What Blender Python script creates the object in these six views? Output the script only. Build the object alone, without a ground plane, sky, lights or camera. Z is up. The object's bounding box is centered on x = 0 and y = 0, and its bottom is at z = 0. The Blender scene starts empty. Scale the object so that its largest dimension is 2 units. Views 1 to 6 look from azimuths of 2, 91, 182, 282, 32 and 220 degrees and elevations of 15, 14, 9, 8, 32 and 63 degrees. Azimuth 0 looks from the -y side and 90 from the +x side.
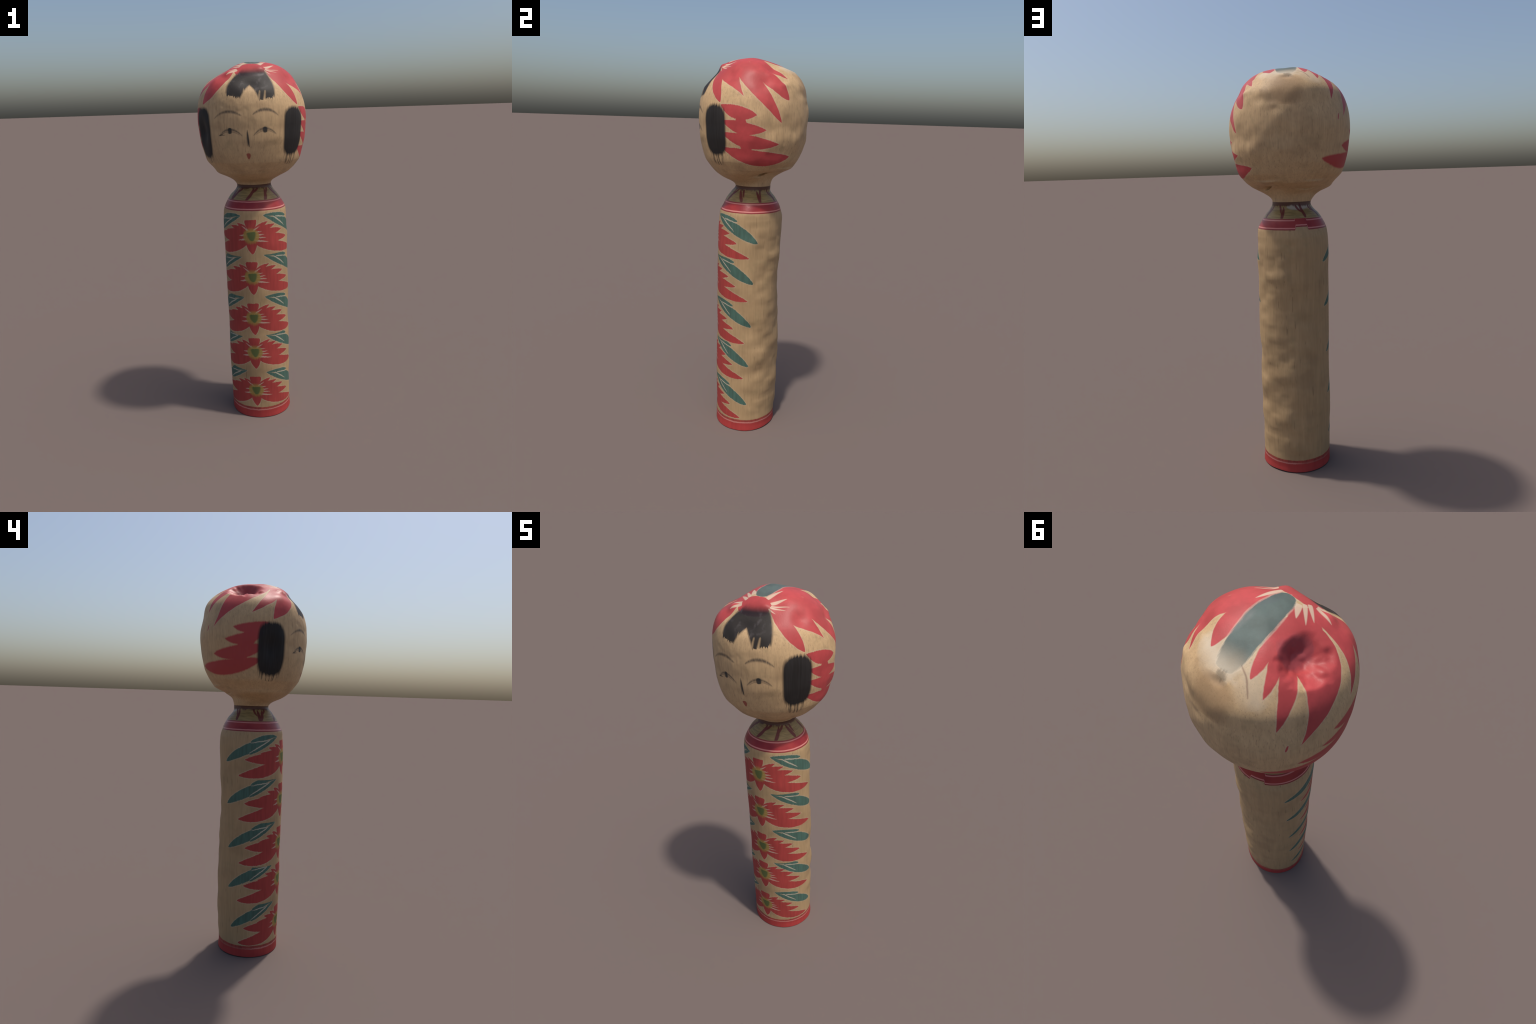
import bpy, math
import numpy as np

# =============================================================================
# A painted, lathe-turned wooden doll: round head, narrow neck, cylindrical torso.
# Angles "th" run around the vertical axis: 0 = front (-y), 90 = +x, 180 = back, -90 = -x.
# =============================================================================

# -----------------------------------------------------------------------------
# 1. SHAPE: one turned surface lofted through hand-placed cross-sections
# -----------------------------------------------------------------------------
# (height of the section's centre, elevation of its spokes, 8 radii:
#   front, front-right, right, back-right, back, back-left, left, front-left)
SECTIONS = [
    (0.000, 0, (.181, .187, .183, .165, .154, .158, .165, .173)),
    (0.030, 0, (.180, .185, .181, .163, .152, .154, .165, .173)),
    (0.100, 0, (.180, .185, .180, .165, .154, .154, .166, .173)),
    (0.200, 0, (.180, .185, .180, .167, .161, .160, .167, .174)),
    (0.320, 0, (.182, .186, .180, .167, .162, .165, .171, .176)),
    (0.440, 0, (.181, .185, .181, .168, .162, .165, .171, .176)),
    (0.560, 0, (.180, .184, .179, .167, .160, .165, .170, .175)),
    (0.680, 0, (.180, .185, .180, .164, .158, .165, .171, .175)),
    (0.800, 0, (.180, .186, .182, .163, .152, .163, .172, .174)),
    (0.920, 0, (.180, .185, .180, .162, .153, .166, .173, .176)),
    (1.040, 0, (.180, .185, .180, .166, .162, .168, .174, .176)),
    (1.140, 0, (.178, .182, .179, .168, .165, .171, .175, .176)),
    (1.200, 0, (.174, .180, .176, .163, .163, .169, .173, .174)),
    (1.235, 0, (.170, .175, .172, .158, .155, .160, .167, .169)),
    (1.270, 0, (.151, .157, .154, .147, .143, .147, .152, .152)),
    (1.305, 0, (.132, .134, .132, .125, .122, .127, .131, .132)),
    (1.335, 0, (.109, .109, .108, .100, .098, .100, .102, .107)),
    (1.360, 0, (.090, .092, .097, .097, .096, .095, .092, .090)),
    (1.385, 0, (.103, .112, .104, .097, .099, .101, .106, .104)),
    (1.410, 0, (.157, .159, .136, .105, .113, .109, .133, .150)),
    (1.435, 0, (.196, .197, .184, .124, .152, .146, .185, .198)),
    (1.460, 0, (.219, .222, .221, .192, .202, .188, .209, .220)),
    (1.500, 0, (.248, .252, .256, .244, .233, .233, .248, .253)),
    (1.550, 0, (.265, .267, .270, .265, .256, .262, .265, .271)),
    (1.610, 0, (.277, .280, .284, .283, .272, .275, .279, .282)),
    (1.680, 0, (.282, .285, .290, .284, .278, .285, .288, .286)),
    (1.680, 13, (.290, .292, .297, .291, .287, .294, .296, .295)),
    (1.680, 26, (.304, .303, .307, .303, .299, .304, .309, .312)),
    (1.680, 38, (.312, .311, .318, .317, .321, .321, .318, .325)),
    (1.680, 50, (.311, .316, .331, .327, .327, .323, .317, .318)),
    (1.680, 62, (.327, .333, .332, .323, .320, .319, .307, .316)),
    (1.680, 76, (.323, .324, .326, .318, .318, .320, .315, .320)),
    (1.680, 90, (.320,) * 8),
]
AROUND = 480            # vertices around
STEP = 0.0026           # ring spacing, metres
HEAD_C = np.array([0.0, 0.0, 1.66])


def catmull(vals, i, t):
    n = len(vals)
    p = [vals[min(max(i + k, 0), n - 1)] for k in (-1, 0, 1, 2)]
    return 0.5 * (2 * p[1] + (p[2] - p[0]) * t + (2 * p[0] - 5 * p[1] + 4 * p[2] - p[3]) * t * t
                  + (3 * p[1] - p[0] - 3 * p[2] + p[3]) * t ** 3)


def around_weights(n_in, n_out):
    th = 2 * np.pi * np.arange(n_out) / n_out
    d = th[:, None] - 2 * np.pi * np.arange(n_in)[None] / n_in
    w = np.ones_like(d)
    for k in range(1, n_in // 2):
        w += 2 * np.cos(k * d)
    w += np.cos(n_in / 2 * d)
    return w / n_in


def loft():
    zo = np.array([s[0] for s in SECTIONS])
    el = np.radians([s[1] for s in SECTIONS])
    rad = np.array([s[2] for s in SECTIONS])
    W = around_weights(8, AROUND)
    th = 2 * np.pi * np.arange(AROUND) / AROUND
    rings = []
    for i in range(len(SECTIONS) - 1):
        r0, r1 = rad[i].mean(), rad[i + 1].mean()
        a = np.array([r0 * np.cos(el[i]), zo[i] + r0 * np.sin(el[i])])
        b = np.array([r1 * np.cos(el[i + 1]), zo[i + 1] + r1 * np.sin(el[i + 1])])
        n = max(3, int(np.linalg.norm(b - a) / STEP))
        for k in range(n):
            t = k / n
            z = zo[i] + (zo[i + 1] - zo[i]) * t
            e = el[i] + (el[i + 1] - el[i]) * t
            R = W @ catmull(rad, i, t)
            rings.append(np.stack([R * np.cos(e) * np.sin(th), -R * np.cos(e) * np.cos(th), z + R * np.sin(e)], -1))
    return np.array(rings)


RINGS = loft()
N_RINGS = RINGS.shape[0]
BASE = RINGS.reshape(-1, 3).copy()
TH = np.degrees(np.arctan2(BASE[:, 0], -BASE[:, 1]))
Zb = BASE[:, 2].copy()


def on_surface(th, z):
    """point of the turned surface at angle th (degrees) and height z"""
    d = ((TH - th + 180) % 360 - 180) * 0.004
    return BASE[np.argmin(d * d + (Zb - z) ** 2)]


def ang(th, c):
    return (th - c + 180) % 360 - 180


def sstep(a, b, x):
    t = np.clip((x - a) / (b - a), 0, 1)
    return t * t * (3 - 2 * t)


# outward direction of displacement: horizontal on torso and neck, away from the head's centre above
out_dir = BASE.copy()
out_dir[:, 2] = 0
k_head = sstep(1.44, 1.54, Zb)
out_dir[:, 2] = k_head * (BASE[:, 2] - HEAD_C[2])
out_dir /= np.linalg.norm(out_dir, axis=1)[:, None] + 1e-9


def lattice_noise(P, seed):
    """smooth value noise of points P, about -1 to 1"""
    tab = np.random.RandomState(seed).uniform(-1, 1, 4096)
    i = np.floor(P).astype(int)
    f = P - i
    f = f * f * f * (f * (f * 6 - 15) + 10)
    r = np.zeros(len(P))
    for dx in (0, 1):
        for dy in (0, 1):
            for dz in (0, 1):
                h = ((i[:, 0] + dx) * 73856093 ^ (i[:, 1] + dy) * 19349663 ^ (i[:, 2] + dz) * 83492791) & 4095
                w = np.where(dx, f[:, 0], 1 - f[:, 0]) * np.where(dy, f[:, 1], 1 - f[:, 1]) * np.where(dz, f[:, 2], 1 - f[:, 2])
                r += tab[h] * w
    return r


def fbm(scale, seed, octaves=3, squash=(1, 1, 1), gain=.45):
    P = BASE * np.array(squash) * scale + seed * 17.3
    return sum(lattice_noise(P * 2.03 ** o + o * 5.7, seed * 10 + o) * gain ** o for o in range(octaves))


disp = np.zeros(len(BASE))

# dents and bumps of the worn head: (th, z, radius around, radius up-down, height)
KNOBS = [
    (-61, 1.655, .048, .080, -.017),   # hollow under the left sideburn
    (62, 1.905, .045, .040, -.012),    # hollows in the crown, right side
    (106, 1.880, .045, .045, -.006),
    (36, 1.968, .060, .045, -.012),
    (118, 1.944, .050, .040, -.012),
    (0, 1.884, .055, .032, -.010),     # gully above the parting of the fringe
    (17, 1.850, .045, .030, .003),     # fringe stands a little proud
    (-46, 1.905, .050, .045, .007),    # bulge of the crown, front left
    (-33, 1.935, .038, .030, .012),
    (128, 1.865, .030, .020, .006),    # chipped lumps at the back
    (150, 1.83, .040, .026, -.005),
    (165, 1.80, .034, .020, .003),
    (178, 1.925, .030, .015, -.004),
    (116, 1.438, .080, .018, -.036),   # undercut beneath the back of the head, under an uneven lip
    (145, 1.466, .085, .013, .011),
    (-148, 1.434, .060, .014, -.018),
    (-145, 1.464, .070, .013, .009),
    (21, 1.957, .038, .026, .011),     # knob where the fan of hair begins
    (138, 1.925, .050, .040, -.008),
]
for th, z, ra, rz, h in KNOBS:
    c = on_surface(th, z)
    d = BASE - c
    tangent = np.array([math.cos(math.radians(th)), math.sin(math.radians(th)), 0])
    a = d @ tangent
    rest = np.linalg.norm(d - a[:, None] * tangent, axis=1)
    disp += h * np.exp(-((a / ra) ** 2 + (rest / rz) ** 2) * 1.4)

# the deep broken crater in the crown, behind left of the centre
cr = BASE - np.array([-.146, .013, 1.946])
# steep broken wall toward the crown's centre, gentle slope outward
q = np.sqrt((cr[:, 0] / np.where(cr[:, 0] > 0, .066, .088)) ** 2 + (cr[:, 1] / .098) ** 2 + (cr[:, 2] / .085) ** 2)
wob = fbm(22, 11, 2)
crease = 1 - np.abs(fbm(28, 12, 1))
crater = 1 - sstep(.10, 1.08, q + .16 * wob)
disp += -.046 * crater - .007 * (crease - .6) * np.exp(-(q / .75) ** 2)

# lumpy, hand-worn back right side of torso and head; the rest is nearly smooth
rough_side = np.where((TH % 360 > 70) & (TH % 360 < 200), sstep(72, 108, TH % 360) * (1 - sstep(172, 196, TH % 360)), 0)
torso_zone = sstep(.05, .12, Zb) * (1 - sstep(1.16, 1.2, Zb))
head_zone = sstep(1.5, 1.58, Zb) * (1 - sstep(1.93, 1.97, Zb))
# knocks run slanting across the grain
disp += fbm(9.5, 1, 2, (1, 1, 1.35), .28) * rough_side * torso_zone * .0070
disp += fbm(11, 2, 2, (1, 1, 1), .32) * rough_side * head_zone * .0060
back = np.exp(-(ang(TH, 196) / 16) ** 2) * torso_zone
disp += back * np.sin(Zb * 52 + 2 * np.sin(Zb * 9)) * .0012
# faint unevenness everywhere
disp += fbm(9, 3, 2) * .0018 * (1 - sstep(1.26, 1.30, Zb) + sstep(1.45, 1.5, Zb))
face_zone = np.exp(-((ang(TH, -18) / 26) ** 2 + ((Zb - 1.77) / .06) ** 2))
disp += fbm(30, 5, 2) * face_zone * .0016

POS = BASE + out_dir * disp[:, None]
# the foot is worn uneven: part of its edge lifts off the ground
foot = (1 - sstep(0, .03, Zb))
lift = .004 * np.exp(-(ang(TH, 140) / 28) ** 2) + .003 * np.exp(-(ang(TH, -120) / 40) ** 2)
POS[:, 2] += foot * lift
POS[:, 2] *= 2.0 / POS[:, 2].max()

# mesh -----------------------------------------------------------------------
TOP = len(POS)
BOTTOM = TOP + 1
VERTS = np.concatenate([POS, [[0, 0, POS[-AROUND:, 2].mean() + .0002], [0, 0, .004]]])
idx = np.arange(N_RINGS * AROUND).reshape(N_RINGS, AROUND)
lo, hi = idx[:-1], idx[1:]
QUADS = np.stack([lo, np.roll(lo, -1, 1), np.roll(hi, -1, 1), hi], -1)      # rings-1, AROUND, 4


def vertex_normals():
    n = np.zeros((len(VERTS), 3))
    Q = QUADS.reshape(-1, 4)
    fn = np.cross(VERTS[Q[:, 2]] - VERTS[Q[:, 0]], VERTS[Q[:, 3]] - VERTS[Q[:, 1]])
    for k in range(4):
        for c in range(3):
            n[:, c] += np.bincount(Q[:, k], weights=fn[:, c], minlength=len(VERTS))
    n[TOP] = (0, 0, 1)
    n[BOTTOM] = (0, 0, -1)
    return n / (np.linalg.norm(n, axis=1)[:, None] + 1e-12)


NORMALS = vertex_normals()

# which part each quad belongs to ---------------------------------------------
ring_z = RINGS[:-1, :, 2]
quad_th = np.degrees(2 * np.pi * (np.arange(AROUND) + .5) / AROUND)[None].repeat(N_RINGS - 1, 0)
quad_th = (quad_th + 180) % 360 - 180
quad_z = ring_z
PART_NAMES = ['torso', 'neck', 'head', 'fringe', 'sideburn', 'sideburn', 'eyebrow', 'eyebrow', 'eye', 'eye',
              'nose', 'mouth']
part = np.zeros(quad_th.shape, int)
part[quad_z > 1.29] = 1
part[quad_z > 1.365] = 2
# painted features of the head: (part index, th from, th to, z from, z to)
for k, a, b, c, d in [(3, -26, 31, 1.80, 1.945), (4, 36, 66, 1.49, 1.775), (5, -74, -44, 1.49, 1.785),
                      (6, 4, 32, 1.725, 1.77), (7, -39, -7, 1.715, 1.765), (8, 2, 30, 1.628, 1.69),
                      (9, -35, -6, 1.628, 1.69), (10, -6, 2, 1.575, 1.67), (11, -8, 4, 1.51, 1.555)]:
    part[(quad_th > a) & (quad_th < b) & (quad_z > c) & (quad_z < d) & (part == 2)] = k
flat_part = part.reshape(-1)


def make_part(k, material):
    Q = QUADS.reshape(-1, 4)[flat_part == k]
    faces = Q.tolist()
    if k == 2:
        faces += [(int(idx[-1, j]), int(idx[-1, (j + 1) % AROUND]), TOP) for j in range(AROUND)]
    if k == 0:
        faces += [(int(idx[0, (j + 1) % AROUND]), int(idx[0, j]), BOTTOM) for j in range(AROUND)]
    used = np.unique(np.array([v for f in faces for v in f]))
    remap = -np.ones(len(VERTS), int)
    remap[used] = np.arange(len(used))
    me = bpy.data.meshes.new(PART_NAMES[k])
    me.from_pydata(VERTS[used].tolist(), [], [[int(remap[v]) for v in f] for f in faces])
    me.polygons.foreach_set('use_smooth', [True] * len(me.polygons))
    me.normals_split_custom_set_from_vertices(NORMALS[used].tolist())
    me.materials.append(material)
    ob = bpy.data.objects.new(PART_NAMES[k], me)
    bpy.context.collection.objects.link(ob)
    return ob


# -----------------------------------------------------------------------------
# 2. PAINT: node helpers. Every brush mark is a stroke on a chart of the surface.
# -----------------------------------------------------------------------------
class Graph:
    def __init__(self, name):
        self.mat = bpy.data.materials.new(name)
        self.mat.use_nodes = True
        self.t = self.mat.node_tree
        self.t.nodes.clear()

    def node(self, kind, **props):
        n = self.t.nodes.new(kind)
        for k, v in props.items():
            setattr(n, k, v)
        return n

    def put(self, sock, v):
        if hasattr(v, 's'):
            v = v.s
        if isinstance(v, bpy.types.NodeSocket):
            self.t.links.new(v, sock)
        else:
            sock.default_value = v

    def m(self, op, a, b=0.0, c=0.0, clamp=False):
        n = self.node('ShaderNodeMath', operation=op, use_clamp=clamp)
        self.put(n.inputs[0], a)
        self.put(n.inputs[1], b)
        if op in ('MULTIPLY_ADD', 'SMOOTH_MIN', 'SMOOTH_MAX', 'COMPARE'):
            self.put(n.inputs[2], c)
        return Val(self, n.outputs[0])

    def vec(self, x, y, z=0.0):
        n = self.node('ShaderNodeCombineXYZ')
        for i, v in enumerate((x, y, z)):
            self.put(n.inputs[i], v)
        return n.outputs[0]

    def noise(self, vector, scale, detail=2.0, rough=.5, distortion=0.0):
        n = self.node('ShaderNodeTexNoise')
        self.put(n.inputs['Vector'], vector)
        n.inputs['Scale'].default_value = scale
        n.inputs['Detail'].default_value = detail
        n.inputs['Roughness'].default_value = rough
        n.inputs['Distortion'].default_value = distortion
        return Val(self, n.outputs['Fac'])

    def mapping(self, vector, scale, loc=(0, 0, 0), rot=(0, 0, 0)):
        n = self.node('ShaderNodeMapping')
        self.put(n.inputs['Vector'], vector)
        n.inputs['Scale'].default_value = scale
        n.inputs['Location'].default_value = loc
        n.inputs['Rotation'].default_value = rot
        return n.outputs[0]

    def mix(self, fac, a, b, blend='MIX'):
        n = self.node('ShaderNodeMix', data_type='RGBA', blend_type=blend)
        self.put(n.inputs[0], fac)
        for sock, v in ((n.inputs[6], a), (n.inputs[7], b)):
            if isinstance(v, tuple):
                v = (*v, 1.0)
            self.put(sock, v)
        return n.outputs[2]

    def ramp(self, v, lo, hi, clamp=True):
        n = self.node('ShaderNodeMapRange', interpolation_type='SMOOTHSTEP')
        self.put(n.inputs[0], v)
        n.inputs[1].default_value = lo
        n.inputs[2].default_value = hi
        return Val(self, n.outputs[0])


class Val:
    def __init__(self, g, s):
        self.g, self.s = g, s

    def __add__(self, o): return self.g.m('ADD', self, o)
    __radd__ = __add__
    def __sub__(self, o): return self.g.m('SUBTRACT', self, o)
    def __rsub__(self, o): return self.g.m('SUBTRACT', o, self)
    def __mul__(self, o): return self.g.m('MULTIPLY', self, o)
    __rmul__ = __mul__
    def __truediv__(self, o): return self.g.m('DIVIDE', self, o)
    def max(self, o): return self.g.m('MAXIMUM', self, o)
    def min(self, o): return self.g.m('MINIMUM', self, o)
    def abs(self): return self.g.m('ABSOLUTE', self)
    def pow(self, e): return self.g.m('POWER', self, e)
    def clamp(self): return self.g.m('ADD', self, 0.0, clamp=True)


def stroke(g, u, v, A, B, width, bend=0.0, a=.5, b=.8):
    """signed field (metres, > 0 inside) of one brush mark from A to B on chart (u, v):
    half-width grows as t^a and closes as (1-t)^b, the spine bows sideways by bend"""
    dx, dy = B[0] - A[0], B[1] - A[1]
    L = math.hypot(dx, dy)
    t = g.m('MULTIPLY_ADD', u, dx / L ** 2, g.m('MULTIPLY_ADD', v, dy / L ** 2, -(A[0] * dx + A[1] * dy) / L ** 2))
    s = g.m('MULTIPLY_ADD', u, -dy / L, g.m('MULTIPLY_ADD', v, dx / L, (A[0] * dy - A[1] * dx) / L))
    tt = t.clamp()
    if bend:
        s = s - (tt - tt * tt) * (4 * bend)
    tm = a / (a + b) if a + b else .5
    norm = (tm ** a if a else 1) * ((1 - tm) ** b if b else 1)
    w = width / norm
    prof = None
    if a:
        prof = tt.pow(a)
    if b:
        e = (1.0 - tt).pow(b)
        prof = e if prof is None else prof * e
    beyond = ((t - .5).abs() - .5).max(0.0)
    f = g.m('MULTIPLY_ADD', prof, w, s.abs() * -1.0)
    return g.m('MULTIPLY_ADD', beyond, -L, f)


def union(items):
    items = list(items)
    r = items[0]
    for x in items[1:]:
        r = r.max(x)
    return r


def cover(g, field, soft):
    return g.m('MULTIPLY_ADD', field, 1.0 / soft, .5, clamp=True)


def coords(g):
    tc = g.node('ShaderNodeTexCoord').outputs['Object']
    sep = g.node('ShaderNodeSeparateXYZ')
    g.put(sep.inputs[0], tc)
    x, y, z = (Val(g, o) for o in sep.outputs)
    return tc, x, y, z


# colours (linear) --------------------------------------------------------------
WOOD = (.405, .270, .140)
WOOD_HEAD = (.535, .358, .190)
WOOD_DARK = (.250, .160, .086)
WOOD_PALE = (.560, .470, .350)
WOOD_OLIVE = (.290, .215, .110)
RED = (.345, .040, .037)
RED_CROWN = (.440, .050, .055)
RED_DEEP = (.210, .018, .024)
PINK = (.560, .210, .180)
GREEN = (.043, .110, .088)
GREEN_CORE = (.085, .120, .040)
YELLOW = (.330, .220, .055)
OLIVE = (.250, .175, .070)
BLACK = (.013, .0125, .013)
GREY = (.070, .105, .098)


def wood_colour(g, tc, x, y, z, WOOD=WOOD, slant=0.0):
    """warm bare wood: upright grain, faint slanting checks, soft stains"""
    grain = g.noise(g.mapping(tc, (90, 90, 5)), 1.0, 3, .6)
    fine = g.noise(g.mapping(tc, (320, 320, 14), rot=(0, .12, 0)), 1.0, 2, .6)
    stain = g.noise(tc, 7.0, 3, .55)
    stain2 = g.noise(g.mapping(tc, (1, 1, 1), loc=(3, 1, 7)), 16.0, 3, .6)
    c = g.mix(g.ramp(grain, .25, .8), tuple(k * .90 for k in WOOD), tuple(k * 1.07 for k in WOOD))
    c = g.mix(g.ramp(stain, .48, .72) * .42, c, WOOD_DARK)
    c = g.mix(g.ramp(stain2, .52, .76) * .38, c, WOOD_OLIVE)
    c = g.mix(g.ramp(fine, .60, .78) * .40, c, WOOD_DARK)
    if slant:
        # fine slanting pores of the face
        pores = g.noise(g.mapping(tc, (230, 230, 13), loc=(1, 6, 2), rot=(0, -.22, 0)), 1.0, 2, .6)
        c = g.mix(g.ramp(pores, .56, .72) * .38, c, tuple(k * .75 for k in WOOD_DARK))
    checks = g.noise(g.mapping(tc, (150, 150, 9), loc=(5, 2, 1), rot=(.16, .1, 0)), 1.0, 1, .4)
    c = g.mix(g.ramp(checks, .70, .76) * (.25 if slant else .5), c, tuple(k * .6 for k in WOOD_DARK))
    return c


def finish(g, colour, rough=.58, bump_src=None, strength=.12, coat=0.0):
    p = g.node('ShaderNodeBsdfPrincipled')
    g.put(p.inputs['Base Color'], colour)
    g.put(p.inputs['Roughness'], rough)
    p.inputs['Specular IOR Level'].default_value = .25
    p.inputs['Coat Weight'].default_value = coat
    p.inputs['Coat Roughness'].default_value = .3
    if bump_src is not None:
        b = g.node('ShaderNodeBump')
        b.inputs['Strength'].default_value = strength
        b.inputs['Distance'].default_value = .004
        g.put(b.inputs['Height'], bump_src)
        g.t.links.new(b.outputs[0], p.inputs['Normal'])
    o = g.node('ShaderNodeOutputMaterial')
    g.t.links.new(p.outputs[0], o.inputs[0])
    return g.mat


def paint(g, base, field, colour, soft=.003, opacity=1.0, halo=0.0):
    """lay one colour over base where field > 0; halo leaves a faint pale rim beside the brush mark"""
    if halo:
        base = g.mix(cover(g, field + .0035, .004) * halo, base, WOOD_PALE)
    return g.mix(cover(g, field, soft) * opacity, base, colour)


DEG_T = .00305      # metres per degree around the torso
DEG_H = .00475      # metres per degree around the head


# -----------------------------------------------------------------------------
# 3. TORSO PAINT: five red blossoms with green leaves, rings at foot and shoulder
# -----------------------------------------------------------------------------
# (core height, width of right petals, width of left petals, right leaf reach, left leaf reach,
#  leaf lift right, leaf lift left, core shape)
BLOSSOMS = [
    (.180, .88, .94, .87, .86, .003, .016),
    (.422, .93, .97, .89, .91, -.006, .000),
    (.632, .94, .96, .92, .93, .014, .010),
    (.873, .99, .99, .94, .97, .014, .008),
    (1.106, 1.0, 1.0, 1.0, 1.0, .000, .000),
]


def torso_material():
    g = Graph('painted_torso')
    tc, x, y, z = coords(g)
    col = wood_colour(g, tc, x, y, z)
    th = g.m('ARCTAN2', x, y * -1.0) * (180 / math.pi)
    # bristly edges: paint bleeds up and down along the grain
    bleed = g.noise(g.mapping(tc, (420, 420, 30)), 1.0, 2, .6) - .5
    wander = g.noise(tc, 38, 2, .5) - .5
    zz = z + bleed * .0115 + wander * .004
    uu = th * DEG_T + (g.noise(g.mapping(tc, (60, 60, 200)), 1.0, 2, .5) - .5) * .004

    # pick the blossom this height belongs to
    right = g.m('GREATER_THAN', uu, 0.0)
    z_pick = zz - right * .012
    def by_height(values, lows):
        r = values[0]
        for k in range(1, len(values)):
            r = g.m('GREATER_THAN', z_pick, lows[k]) * (values[k] - values[k - 1]) + r
        return r
    lows = [b[0] - .121 for b in BLOSSOMS]
    col_of = lambda i: by_height([b[i] for b in BLOSSOMS], lows)
    v = zz - col_of(0)
    sr, sl = col_of(1), col_of(2)
    pu = uu / (right * (sr - sl) + sl)
    lr, ll = col_of(3), col_of(4)
    lu = uu / (right * (lr - ll) + ll)
    ur, ul = col_of(5), col_of(6)
    lv = v - (right * (ur - ul) + ul)

    D = lambda th_, dz: (th_ * DEG_T, dz)
    S = lambda A, B, w, bend=0, a=.5, b=.8: stroke(g, pu, v, D(*A), D(*B), w, bend, a, b)
    petals = [
        # right wing, top to bottom
        S((1, .030), (25.5, .074), .013, .002, .5, .9),
        S((2, .016), (39, .055), .017, .004, .4, .85),
        S((3, .002), (54.5, .022), .022, .004, .4, .8),
        S((3, -.014), (69, -.027), .025, .003, .4, .75),
        S((0, -.030), (90.3, -.103), .030, -.004, .45, .75),
        # left wing
        S((-13, .030), (-31, .066), .013, -.002, .5, .9),
        S((-13, .014), (-45, .049), .017, -.004, .4, .85),
        S((-14, .002), (-60, .018), .021, -.004, .4, .8),
        S((-14, -.012), (-86, -.014), .030, -.003, .45, .75),
        S((-10, -.026), (-97, -.100), .034, .012, .45, .75),
    ]
    top = stroke(g, uu, v, D(-5, .022), D(-6, .084), .033, 0, .55, .10)
    low = stroke(g, uu, v, D(-5, -.030), D(-3, -.106), .029, 0, .18, .70)
    red = union(petals + [top, low])
    tone = g.noise(g.mapping(tc, (70, 70, 7), loc=(2, 9, 4)), 1.0, 3, .6)
    red_col = g.mix(g.ramp(tone, .3, .75), tuple(k * .88 for k in RED), tuple(k * 1.10 for k in RED))
    col = paint(g, col, red, red_col, .0028, .97, .35)
    # pale slits that fan out of the core
    slits = union(stroke(g, uu, v, D(*A), D(*B), w, 0, .3, .8) for A, B, w in [
        ((2, .018), (14, .021), .0028), ((2, .002), (18, .004), .0036), ((2, -.010), (21, -.014), .0036),
        ((0, -.026), (25, -.038), .0045), ((-13, .002), (-27, -.002), .0040), ((-12, -.020), (-29, -.029), .0045),
        ((-10, .026), (-22, .052), .0030), ((-1, .028), (10, .050), .0030)])
    col = paint(g, col, slits, WOOD_PALE, .003, .65)
    halo = stroke(g, uu, v, D(-19, -.004), D(9, -.004), .039, 0, .4, .4)
    rays = union([halo])
    col = paint(g, col, rays + (bleed * .022), YELLOW, .018, .90)
    core = stroke(g, uu, v, D(-5, .018), D(-3.5, -.032), .024, 0, .10, .5)
    col = paint(g, col, core, GREEN_CORE, .010, .92)
    # leaves: three lobes on each side, parted by pale veins
    T = lambda A, B, w, bend=0, a=.5, b=.8: stroke(g, lu, lv, D(*A), D(*B), w, bend, a, b)
    leaves = union([
        T((17, .108), (69, .090), .0105, .007, .7, .45),
        T((17, .108), (62, .031), .0130, .004, .8, .5),
        T((36, .094), (104, -.024), .0290, .006, .45, .65),
        T((-24, .106), (-77, .079), .0120, -.010, .7, .6),
        T((-24, .104), (-79, .013), .0120, -.004, .8, .6),
        T((-44, .086), (-124, -.031), .0260, -.010, .5, .65),
    ])
    veins = union([
        T((36, .098), (63, .036), .0030, .002, .3, .6), T((41, .096), (68, .079), .0026, .002, .3, .5),
        T((-42, .087), (-79, .020), .0028, -.002, .3, .5), T((-43, .086), (-76, .072), .0024, -.003, .3, .5)])
    leaf_col = g.mix(g.ramp(tone, .3, .75), tuple(k * .85 for k in GREEN), tuple(k * 1.25 for k in GREEN))
    on_red = cover(g, red, .003) * cover(g, leaves, .003)
    col = paint(g, col, leaves, leaf_col, .0028, .95, .3)
    col = g.mix(on_red * .6, col, (.020, .030, .032))
    col = paint(g, col, veins, WOOD_PALE, .003, .8)

    # foot: red band, ragged pale line, thin red-brown line
    zf = z + bleed * .007 + wander * .006
    back = g.m('ARCTAN2', x * -1.0, y) * (180 / math.pi)
    worn = 1.0 - g.ramp(back, -10, 12) * (1.0 - g.ramp(back, 100, 130)) * .7
    band = lambda lo, hi, zz_: (hi - zz_).min(zz_ - lo)
    col = paint(g, col, .0645 - zf, g.mix(g.ramp(tone, .3, .7), RED_DEEP, RED), .003, .9)
    col = g.mix(cover(g, band(.0440, .0515, zf), .003) * worn * .8, col, PINK)
    col = paint(g, col, .0430 - zf, g.mix(g.ramp(tone, .3, .7), RED, tuple(k * 1.1 for k in RED)), .003, .97)

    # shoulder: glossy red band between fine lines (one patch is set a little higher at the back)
    slip = (g.ramp(back, 4, 6) * (1.0 - g.ramp(back, 27, 29)))
    zs = z - slip * .015 + wander * .002
    col = paint(g, col, zs - 1.2370, RED_DEEP, .002, .95)
    col = paint(g, col, zs - 1.2430, PINK, .002, .95)
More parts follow.
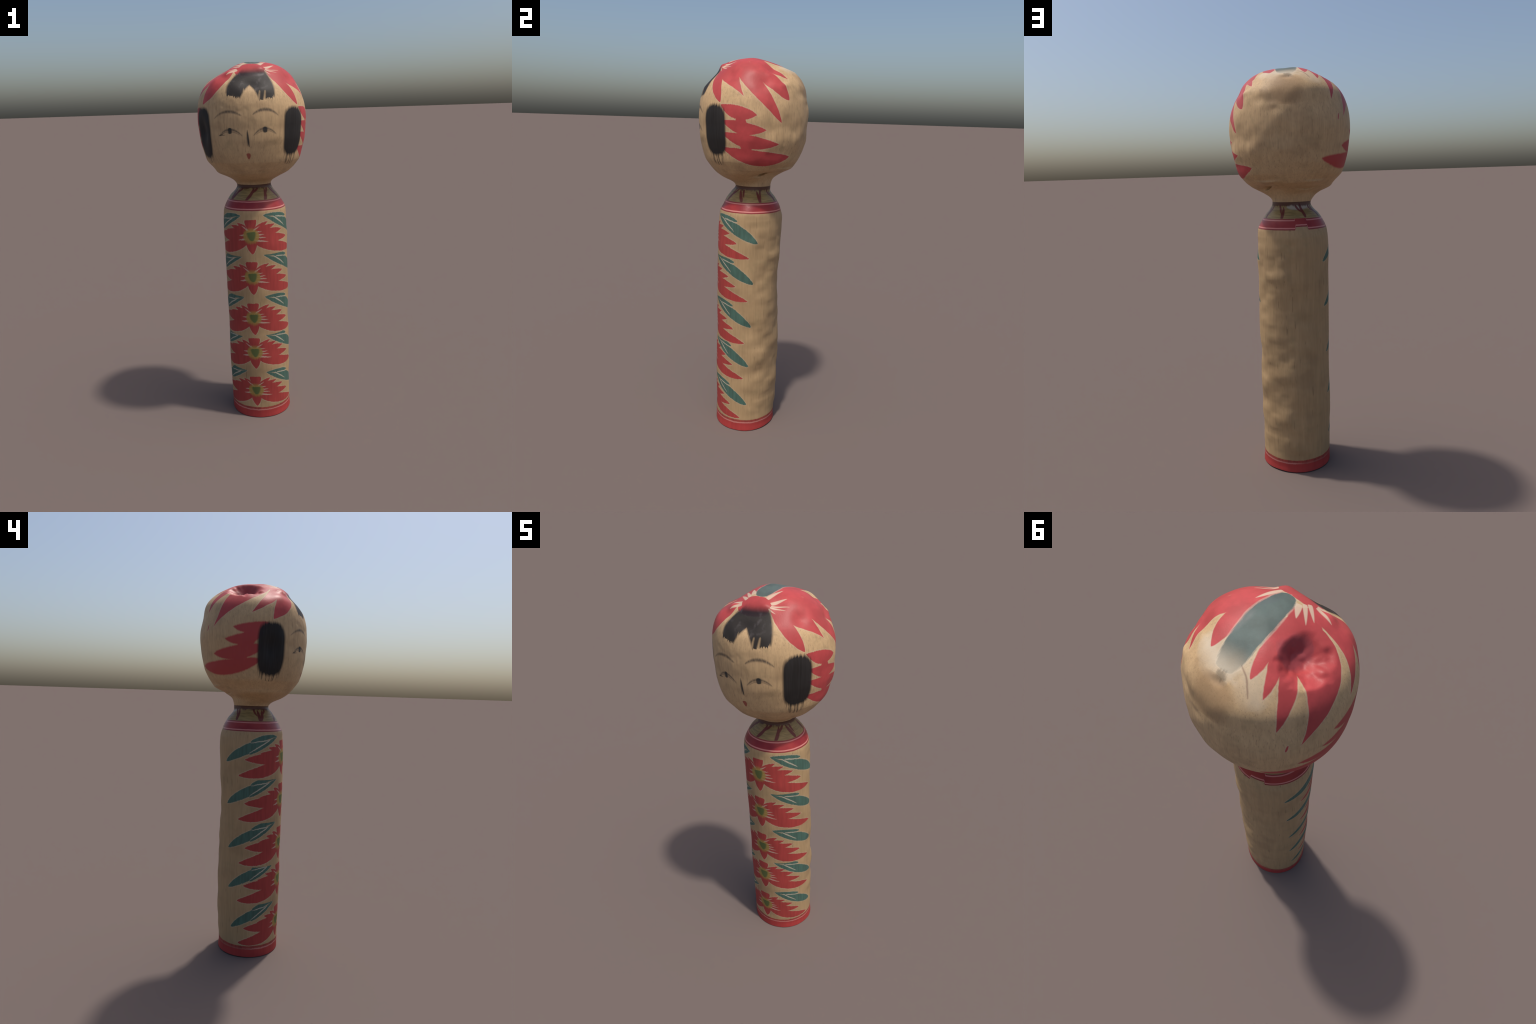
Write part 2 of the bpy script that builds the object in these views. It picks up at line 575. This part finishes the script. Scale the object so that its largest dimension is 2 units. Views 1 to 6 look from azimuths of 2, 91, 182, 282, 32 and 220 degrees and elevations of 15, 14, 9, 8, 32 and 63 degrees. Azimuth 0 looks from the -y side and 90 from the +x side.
    col = paint(g, col, zs - 1.2485, g.mix(g.ramp(g.noise(tc, 9, 3), .35, .65), RED_DEEP, tuple(k * .85 for k in RED)), .002, 1.0)
    col = paint(g, col, zs - 1.2795, PINK, .002, .9)
    col = paint(g, col, zs - 1.2845, RED_DEEP, .002, .95)
    col = paint(g, col, zs - 1.2895, OLIVE, .003, 1.0)
    # two tiny knots
    rough = .62 - g.ramp(z, 1.232, 1.24) * .30
    grainb = g.noise(g.mapping(tc, (200, 200, 12)), 1.0, 3, .6)
    return finish(g, col, rough, grainb, .10)


# -----------------------------------------------------------------------------
# 4. NECK PAINT: olive cone with dark red tassels
# -----------------------------------------------------------------------------
def neck_material():
    g = Graph('painted_neck')
    tc, x, y, z = coords(g)
    th = g.m('ARCTAN2', x, y * -1.0) * (180 / math.pi)
    back = g.m('ARCTAN2', x * -1.0, y) * (180 / math.pi)
    tone = g.noise(g.mapping(tc, (20, 20, 200)), 1.0, 3, .6)
    col = g.mix(g.ramp(tone, .3, .7), tuple(k * .8 for k in OLIVE), tuple(k * 1.25 for k in OLIVE))
    k = .0019
    zz = z + (g.noise(tc, 60, 2) - .5) * .004
    u, w = th * k, back * k
    marks = []
    for top_, foot_ in [((4, 1.352), (-17, 1.288)), ((36, 1.346), (26, 1.286)), ((55, 1.348), (71, 1.290)),
                        ((105, 1.346), (111, 1.286)), ((-45, 1.346), (-57, 1.288))]:
        marks += [stroke(g, u, zz, (top_[0] * k, top_[1]), (foot_[0] * k, foot_[1]), .0075, .002, .5, .35),
                  stroke(g, u, zz, ((top_[0] + 12) * k, 1.350), ((foot_[0] + 3) * k, foot_[1] + .02), .0055, -.002, .3, .8)]
    for top_, foot_ in [((-26, 1.344), (-23, 1.288)), ((20, 1.362), (29, 1.294)), ((61, 1.350), (69, 1.292)),
                        ((120, 1.346), (122, 1.290))]:
        marks += [stroke(g, w, zz, (top_[0] * k, top_[1]), (foot_[0] * k, foot_[1]), .0075, .002, .5, .35),
                  stroke(g, w, zz, ((top_[0] - 12) * k, 1.352), ((foot_[0] - 2) * k, foot_[1] + .02), .0055, -.002, .3, .8)]
    tassels = union(marks)
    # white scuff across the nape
    scuff = stroke(g, w, z, (-16 * k, 1.345), (66 * k, 1.358), .017, -.004, .5, .5)
    col = paint(g, col, scuff, (.36, .33, .27), .008, .85)
    col = paint(g, col, tassels, (.120, .016, .020), .003, .9)
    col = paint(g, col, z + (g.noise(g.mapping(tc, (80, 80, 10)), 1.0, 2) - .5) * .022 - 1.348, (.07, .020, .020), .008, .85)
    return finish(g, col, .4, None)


# -----------------------------------------------------------------------------
# 5. HEAD PAINT: face, fringe, sideburns, red hair ornaments fanning from the crown
# -----------------------------------------------------------------------------
DOME_R = .30
prof_r = np.hypot(RINGS[..., 0], RINGS[..., 1]).mean(1)
prof_z = RINGS[..., 2].mean(1)


def dome_tz(th, z):
    """dome chart position of the point at angle th and height z"""
    p = on_surface(th, z)
    psi = math.atan2(math.hypot(p[0], p[1]), z - HEAD_C[2])
    return (DOME_R * psi * math.sin(math.radians(th)), -DOME_R * psi * math.cos(math.radians(th)))


def dome_xy(x, y):
    r = math.hypot(x, y)
    top = prof_z > 1.75
    z = np.interp(r, prof_r[top][::-1], prof_z[top][::-1])
    psi = math.atan2(r, z - HEAD_C[2])
    return (DOME_R * psi * x / r, DOME_R * psi * y / r)


def head_material():
    g = Graph('painted_head')
    tc, x, y, z = coords(g)
    col = wood_colour(g, tc, x, y, z, WOOD_HEAD, 1.0)
    th = g.m('ARCTAN2', x, y * -1.0) * (180 / math.pi)
    rho = g.m('SQRT', x * x + y * y)
    psi = g.m('ARCTAN2', rho, z - float(HEAD_C[2]))
    k = psi * DOME_R / rho.max(1e-4)
    wander = g.noise(tc, 30, 2, .5) - .5
    wander2 = g.noise(g.mapping(tc, (1, 1, 1), loc=(4, 4, 4)), 30, 2, .5) - .5
    fuzz = g.noise(g.mapping(tc, (260, 260, 40)), 1.0, 2, .6) - .5
    du = x * k + wander * .006
    dv = y * k + wander2 * .006
    wu = th * DEG_H
    wv = z + fuzz * .008 + wander * .004

    # stains and worn pale patches of the bare wood
    def patch(base, A, B, w, colour, soft, op, bend=0):
        return paint(g, base, stroke(g, du, dv, A, B, w, bend, .4, .4) + wander * .03, colour, soft, op)
    col = patch(col, dome_xy(.13, .13), dome_xy(-.03, .19), .035, WOOD_PALE, .05, .75)
    col = patch(col, dome_xy(-.02, .12), dome_xy(-.13, .20), .040, WOOD_PALE, .05, .45)
    col = patch(col, dome_tz(178, 1.935), dome_tz(176, 1.80), .080, (.280, .165, .082), .05, .55)
    col = patch(col, dome_tz(150, 1.87), dome_tz(168, 1.79), .022, WOOD_DARK, .02, .5)

    # red blades fanning from the crown -------------------------------------------------
    X, Tz = dome_xy, dome_tz
    blade = lambda A, B, w, bend=0, a=.5, b=.8: stroke(g, du, dv, A, B, w, bend, a, b)
    reds = union([
        # right side, front to back
        blade((.055, -.118), Tz(58, 1.778), .032, -.026, .80, .68),
        blade((.038, -.112), Tz(82.6, 1.808), .048, -.031, .48, 1.13),
        blade((.085, -.079), Tz(119.8, 1.693), .043, -.062, .31, .63),
        blade((.139, -.039), Tz(129.3, 1.797), .037, -.024, .90, .62),
        blade((.068, .001), Tz(135, 1.897), .024, -.047, .56, .77),
        blade((.050, -.009), Tz(150, 1.953), .033, -.013, .56, .82),
        blade(X(.045, -.105), X(.130, .010), .052, -.010, .3, .3),
        blade(X(.080, -.030), X(.185, .062), .036, -.004, .3, .5),
        # left side, front to back
        blade((-.054, -.125), Tz(-57.5, 1.793), .040, .035, .80, .72),
        blade((-.041, -.102), Tz(-79.5, 1.818), .030, .049, .49, .87),
        blade((-.049, -.054), Tz(-121.6, 1.752), .074, .057, .30, 1.15),
        blade((-.055, -.017), Tz(-136, 1.826), .028, .017, .57, .84),
        blade((-.046, .001), Tz(-144, 1.918), .021, .011, .56, .79),
        blade((-.040, -.043), Tz(-156, 1.950), .021, .002, .60, .65),
        blade(X(-.050, -.110), X(-.130, .035), .054, .012, .3, .3),
        blade(Tz(-129, 1.765), Tz(-131, 1.735), .005, 0, .5, .5),
        # ring where the fan begins
        blade(X(-.072, -.160), X(.082, -.158), .044, -.004, .25, .25),
    ])
    tone = g.noise(g.mapping(tc, (1, 1, 1), loc=(1, 2, 3)), 11, 4, .6)
    red_col = g.mix(g.ramp(tone, .35, .70), tuple(q * .86 for q in RED_CROWN), tuple(q * 1.12 for q in RED_CROWN))
    red_col = g.mix(g.ramp(tone, .62, .8) * .25, red_col, PINK)
    crater_dark_patch = stroke(g, du, dv, X(-.095, .070), X(-.150, -.045), .040, 0, .4, .4)
    red_col = g.mix(cover(g, crater_dark_patch + wander * .04, .02) * .35, red_col, (.150, .045, .065))
    col = paint(g, col, reds, red_col, .0035, .96, .3)
    # pale rays round the fan
    ray = lambda A, B, w: stroke(g, x * k, y * k, X(*A), X(*B), w, 0, .12, .75)
    rays = union([
        ray((.049, -.125), (.080, -.042), .0085), ray((.076, -.141), (.121, -.083), .0075),
        ray((.082, -.150), (.146, -.108), .0034), ray((.080, -.157), (.140, -.130), .0034),
        ray((.077, -.164), (.110, -.164), .0028),
        ray((-.026, -.108), (-.056, -.058), .0100), ray((-.036, -.124), (-.088, -.066), .0070),
        ray((-.044, -.138), (-.096, -.096), .0070), ray((-.062, -.151), (-.126, -.139), .0060),
        ray((-.058, -.160), (-.112, -.172), .0075)])
    col = paint(g, col, rays, (.580, .430, .310), .003, .88)
    # the grey-green ribbon over the top
    ribbon = stroke(g, du, dv, X(.014, -.120), X(.010, .185), .045, 0, .28, .22)
    ragged = g.noise(g.mapping(tc, (120, 16, 16)), 1.0, 3, .7) - .5
    rim = cover(g, ribbon + .004, .004)
    col = g.mix(rim * .45, col, WOOD_PALE)
    fade = 1.0 - g.ramp(y, .10, .19) * .75
    col = g.mix(cover(g, ribbon + ragged * .014, .006) * fade * .95, col,
                g.mix(g.ramp(tone, .35, .7), tuple(q * .82 for q in GREY), tuple(q * 1.15 for q in GREY)))
    smudge = stroke(g, du, dv, X(.022, .190), X(-.012, .200), .012, 0, .5, .5)
    col = g.mix(cover(g, smudge + ragged * .035, .012) * .5, col, (.07, .06, .04))
    scratch = stroke(g, du, dv, X(-.030, .150), Tz(-155, 1.918), .0022, .006, .3, .3)
    col = paint(g, col, scratch, (.14, .06, .045), .004, .6)

    # red fans behind the sideburns (four tiers each) ----------------------------------
    W = lambda A, B, w, bend=0, a=.5, b=.8: stroke(g, wu, wv, (A[0] * DEG_H, A[1]), (B[0] * DEG_H, B[1]), w, bend, a, b)
    fan_r = union([
        W((59, 1.768), (95.5, 1.724), .031, -.012, .95, .85), W((61, 1.697), (105, 1.657), .029, -.014, .95, .95),
        W((60, 1.640), (119, 1.592), .032, -.016, .95, 1.0), W((59, 1.570), (136, 1.532), .037, -.028, .85, .85),
        W((79, 1.730), (88, 1.520), .028, 0, .3, .3)])
    col = paint(g, col, fan_r, red_col, .003, .97, .3)
    fan_l = union([
        W((-62, 1.768), (-97.5, 1.749), .027, .014, .6, .75), W((-68, 1.725), (-106, 1.692), .028, .016, .6, .75),
        W((-68, 1.660), (-122, 1.624), .034, .014, .6, .75), W((-70, 1.596), (-148, 1.566), .037, .024, .6, .7),
        W((-77, 1.750), (-95, 1.560), .036, 0, .3, .3)])
    col = paint(g, col, fan_l, tuple(q * .9 for q in RED_CROWN), .008, .95)

    # black brushwork --------------------------------------------------------------------
    hairs = g.noise(g.vec(th * .55, z * 5, 0.0), 1.0, 2, .65) - .5
    fine_hairs = g.noise(g.vec(th * 1.6, z * 9, 3.0), 1.0, 2, .6) - .5

    def block(tc_, zc, ht, hz, ragged_bottom):
        a = ((th - tc_) * (1.0 / ht)).abs()
        zr = z + hairs * .030 + fine_hairs * .022
        b = ((zr - zc) * (1.0 / hz)).abs()
        f = 1.0 - (a.pow(2.9) + b.pow(4.2))
        return f * .02
    burn_r = block(51, 1.650, 14.0, .120, 1)
    burn_l = block(-59, 1.648, 14.2, .128, 1)
    black_col = g.mix(g.ramp(hairs, -.1, .2), BLACK, tuple(q * 1.6 for q in BLACK))
    burns = burn_r.max(burn_l)
    col = g.mix(cover(g, burns, .010) * .985, col, black_col)
    # dry-brush wisps below the sideburns
    wisp_zone = union([stroke(g, wu, z, (51 * DEG_H, 1.56), (50 * DEG_H, 1.482), .050, 0, .1, .3),
                       stroke(g, wu, z, (-59 * DEG_H, 1.56), (-60 * DEG_H, 1.495), .055, 0, .1, .3)])
    wisps = cover(g, wisp_zone, .02) * g.ramp(fine_hairs + hairs * .6, -.02, .09)
    col = g.mix(wisps * .85, col, BLACK)
    # fringe: two lobes
    fr = psi + hairs * .13 + fine_hairs * .10
    fk = fr * DOME_R / rho.max(1e-4)
    fu, fv = x * fk, y * fk
    lobes = union([stroke(g, fu, fv, Tz(3, 1.972), Tz(1.5, 1.846), .043, 0, .3, .2),
                   stroke(g, fu, fv, Tz(-3, 1.965), Tz(-16, 1.824), .047, -.004, .65, .12),
                   stroke(g, fu, fv, Tz(9, 1.968), Tz(18.5, 1.810), .056, .004, .32, .10)])
    notch = stroke(g, x * k, y * k, Tz(.8, 1.882), Tz(.4, 1.795), .066, .002, 1.0, 0.02)
    lobes = lobes.min(notch * -1.0)
    slit = union([stroke(g, x * k, y * k, Tz(12, 1.845), Tz(10, 1.80), .0035, 0, .9, .05),
                  stroke(g, x * k, y * k, Tz(18, 1.845), Tz(16, 1.80), .0045, 0, .9, .05)])
    lobes = lobes.min(slit * -1.0)
    sheen = g.ramp(g.noise(g.mapping(tc, (40, 40, 8), loc=(7, 0, 0)), 1.0, 3), .5, .75)
    hair_col = g.mix(sheen, tuple(q * 1.3 for q in BLACK), (.050, .045, .047))
    top_fade = 1.0 - g.ramp(z, 1.930, 1.962) * .95
    col = g.mix(cover(g, lobes, .013) * top_fade * .97, col, hair_col)

    # faint rubbed smudges on brow and temples
    for a_, b_, w_ in [((-32, 1.800), (-6, 1.795), .020), ((-4, 1.725), (8, 1.705), .014), ((8, 1.785), (30, 1.770), .012),
                       ((12, 1.600), (36, 1.605), .014), ((-40, 1.69), (-26, 1.66), .014)]:
        sm = stroke(g, wu, z, (a_[0] * DEG_H, a_[1]), (b_[0] * DEG_H, b_[1]), w_, 0, .5, .5)
        col = g.mix(cover(g, sm + wander * .05, .03) * .30, col, WOOD_DARK)
    # face -----------------------------------------------------------------------------------
    F = lambda A, B, w, bend=0, a=.5, b=.5: stroke(g, wu, z + fuzz * .0025, (A[0] * DEG_H, A[1]), (B[0] * DEG_H, B[1]), w, bend, a, b)
    brow = union([F((-38, 1.722), (-8, 1.733), .0068, .026, 1.0, .5), F((3.5, 1.737), (30, 1.730), .0072, .026, .5, .6)])
    dry = g.ramp(g.noise(g.mapping(tc, (240, 240, 30)), 1.0, 2), .25, .60)
    col = g.mix(cover(g, brow, .009) * (dry * .45 + .40), col, (.060, .048, .040))
    lid = union([F((-33, 1.638), (-8, 1.637), .0050, .030, .5, .4), F((4, 1.637), (27.5, 1.641), .0056, .030, .4, .4)])
    col = g.mix(cover(g, lid, .008) * (dry * .35 + .45), col, (.055, .046, .040))
    fold = union([F((-32, 1.638), (-10, 1.638), .0022, .019, .5, .5), F((6, 1.638), (26, 1.641), .0022, .019, .5, .5)])
    col = g.mix(cover(g, fold, .004) * .5, col, (.075, .055, .040))
    corner = F((-33.4, 1.637), (-28, 1.648), .0022, 0, .5, .5)
    corner = corner.max(F((-33.4, 1.637), (-26, 1.642), .0016, 0, .5, .5))
    col = g.mix(cover(g, corner, .003) * .85, col, (.02, .018, .016))
    pupil = union([F((-20.6, 1.675), (-20.8, 1.647), .0105, 0, .25, .2), F((15.6, 1.677), (15.9, 1.649), .0110, 0, .25, .2)])
    col = g.mix(cover(g, pupil, .006) * .92, col, (.020, .024, .026))
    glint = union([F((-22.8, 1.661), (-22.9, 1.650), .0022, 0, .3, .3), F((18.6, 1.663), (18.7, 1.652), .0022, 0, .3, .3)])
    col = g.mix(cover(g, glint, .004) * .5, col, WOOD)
    nose = union([F((-2.4, 1.665), (-1.0, 1.580), .0046, -.001, .8, .6), F((-2.9, 1.655), (-3.0, 1.585), .0012, 0, .5, .5)])
    col = g.mix(cover(g, nose, .004) * .93, col, (.022, .024, .026))
    mouth = F((-2.6, 1.549), (-2.0, 1.518), .0105, .002, .22, .6)
    col = g.mix(cover(g, mouth, .004) * .85, col, (.260, .040, .034))

    grainb = g.noise(g.mapping(tc, (200, 200, 12)), 1.0, 3, .6)
    rough = .58 - cover(g, reds, .01) * .12
    return finish(g, col, rough, grainb, .10)


MATS = {0: torso_material(), 1: neck_material()}
HEAD_MAT = head_material()

# -----------------------------------------------------------------------------
# 6. ASSEMBLY
# -----------------------------------------------------------------------------
doll = bpy.data.objects.new('wooden_doll', None)
bpy.context.collection.objects.link(doll)
doll['label'] = 'tall painted wooden doll with round head and red flowers'
doll['category'] = 'wooden doll'
head = None
for k in range(len(PART_NAMES)):
    ob = make_part(k, MATS.get(k, HEAD_MAT))
    if k == 2:
        head = ob
    ob.parent = head if k > 2 else doll
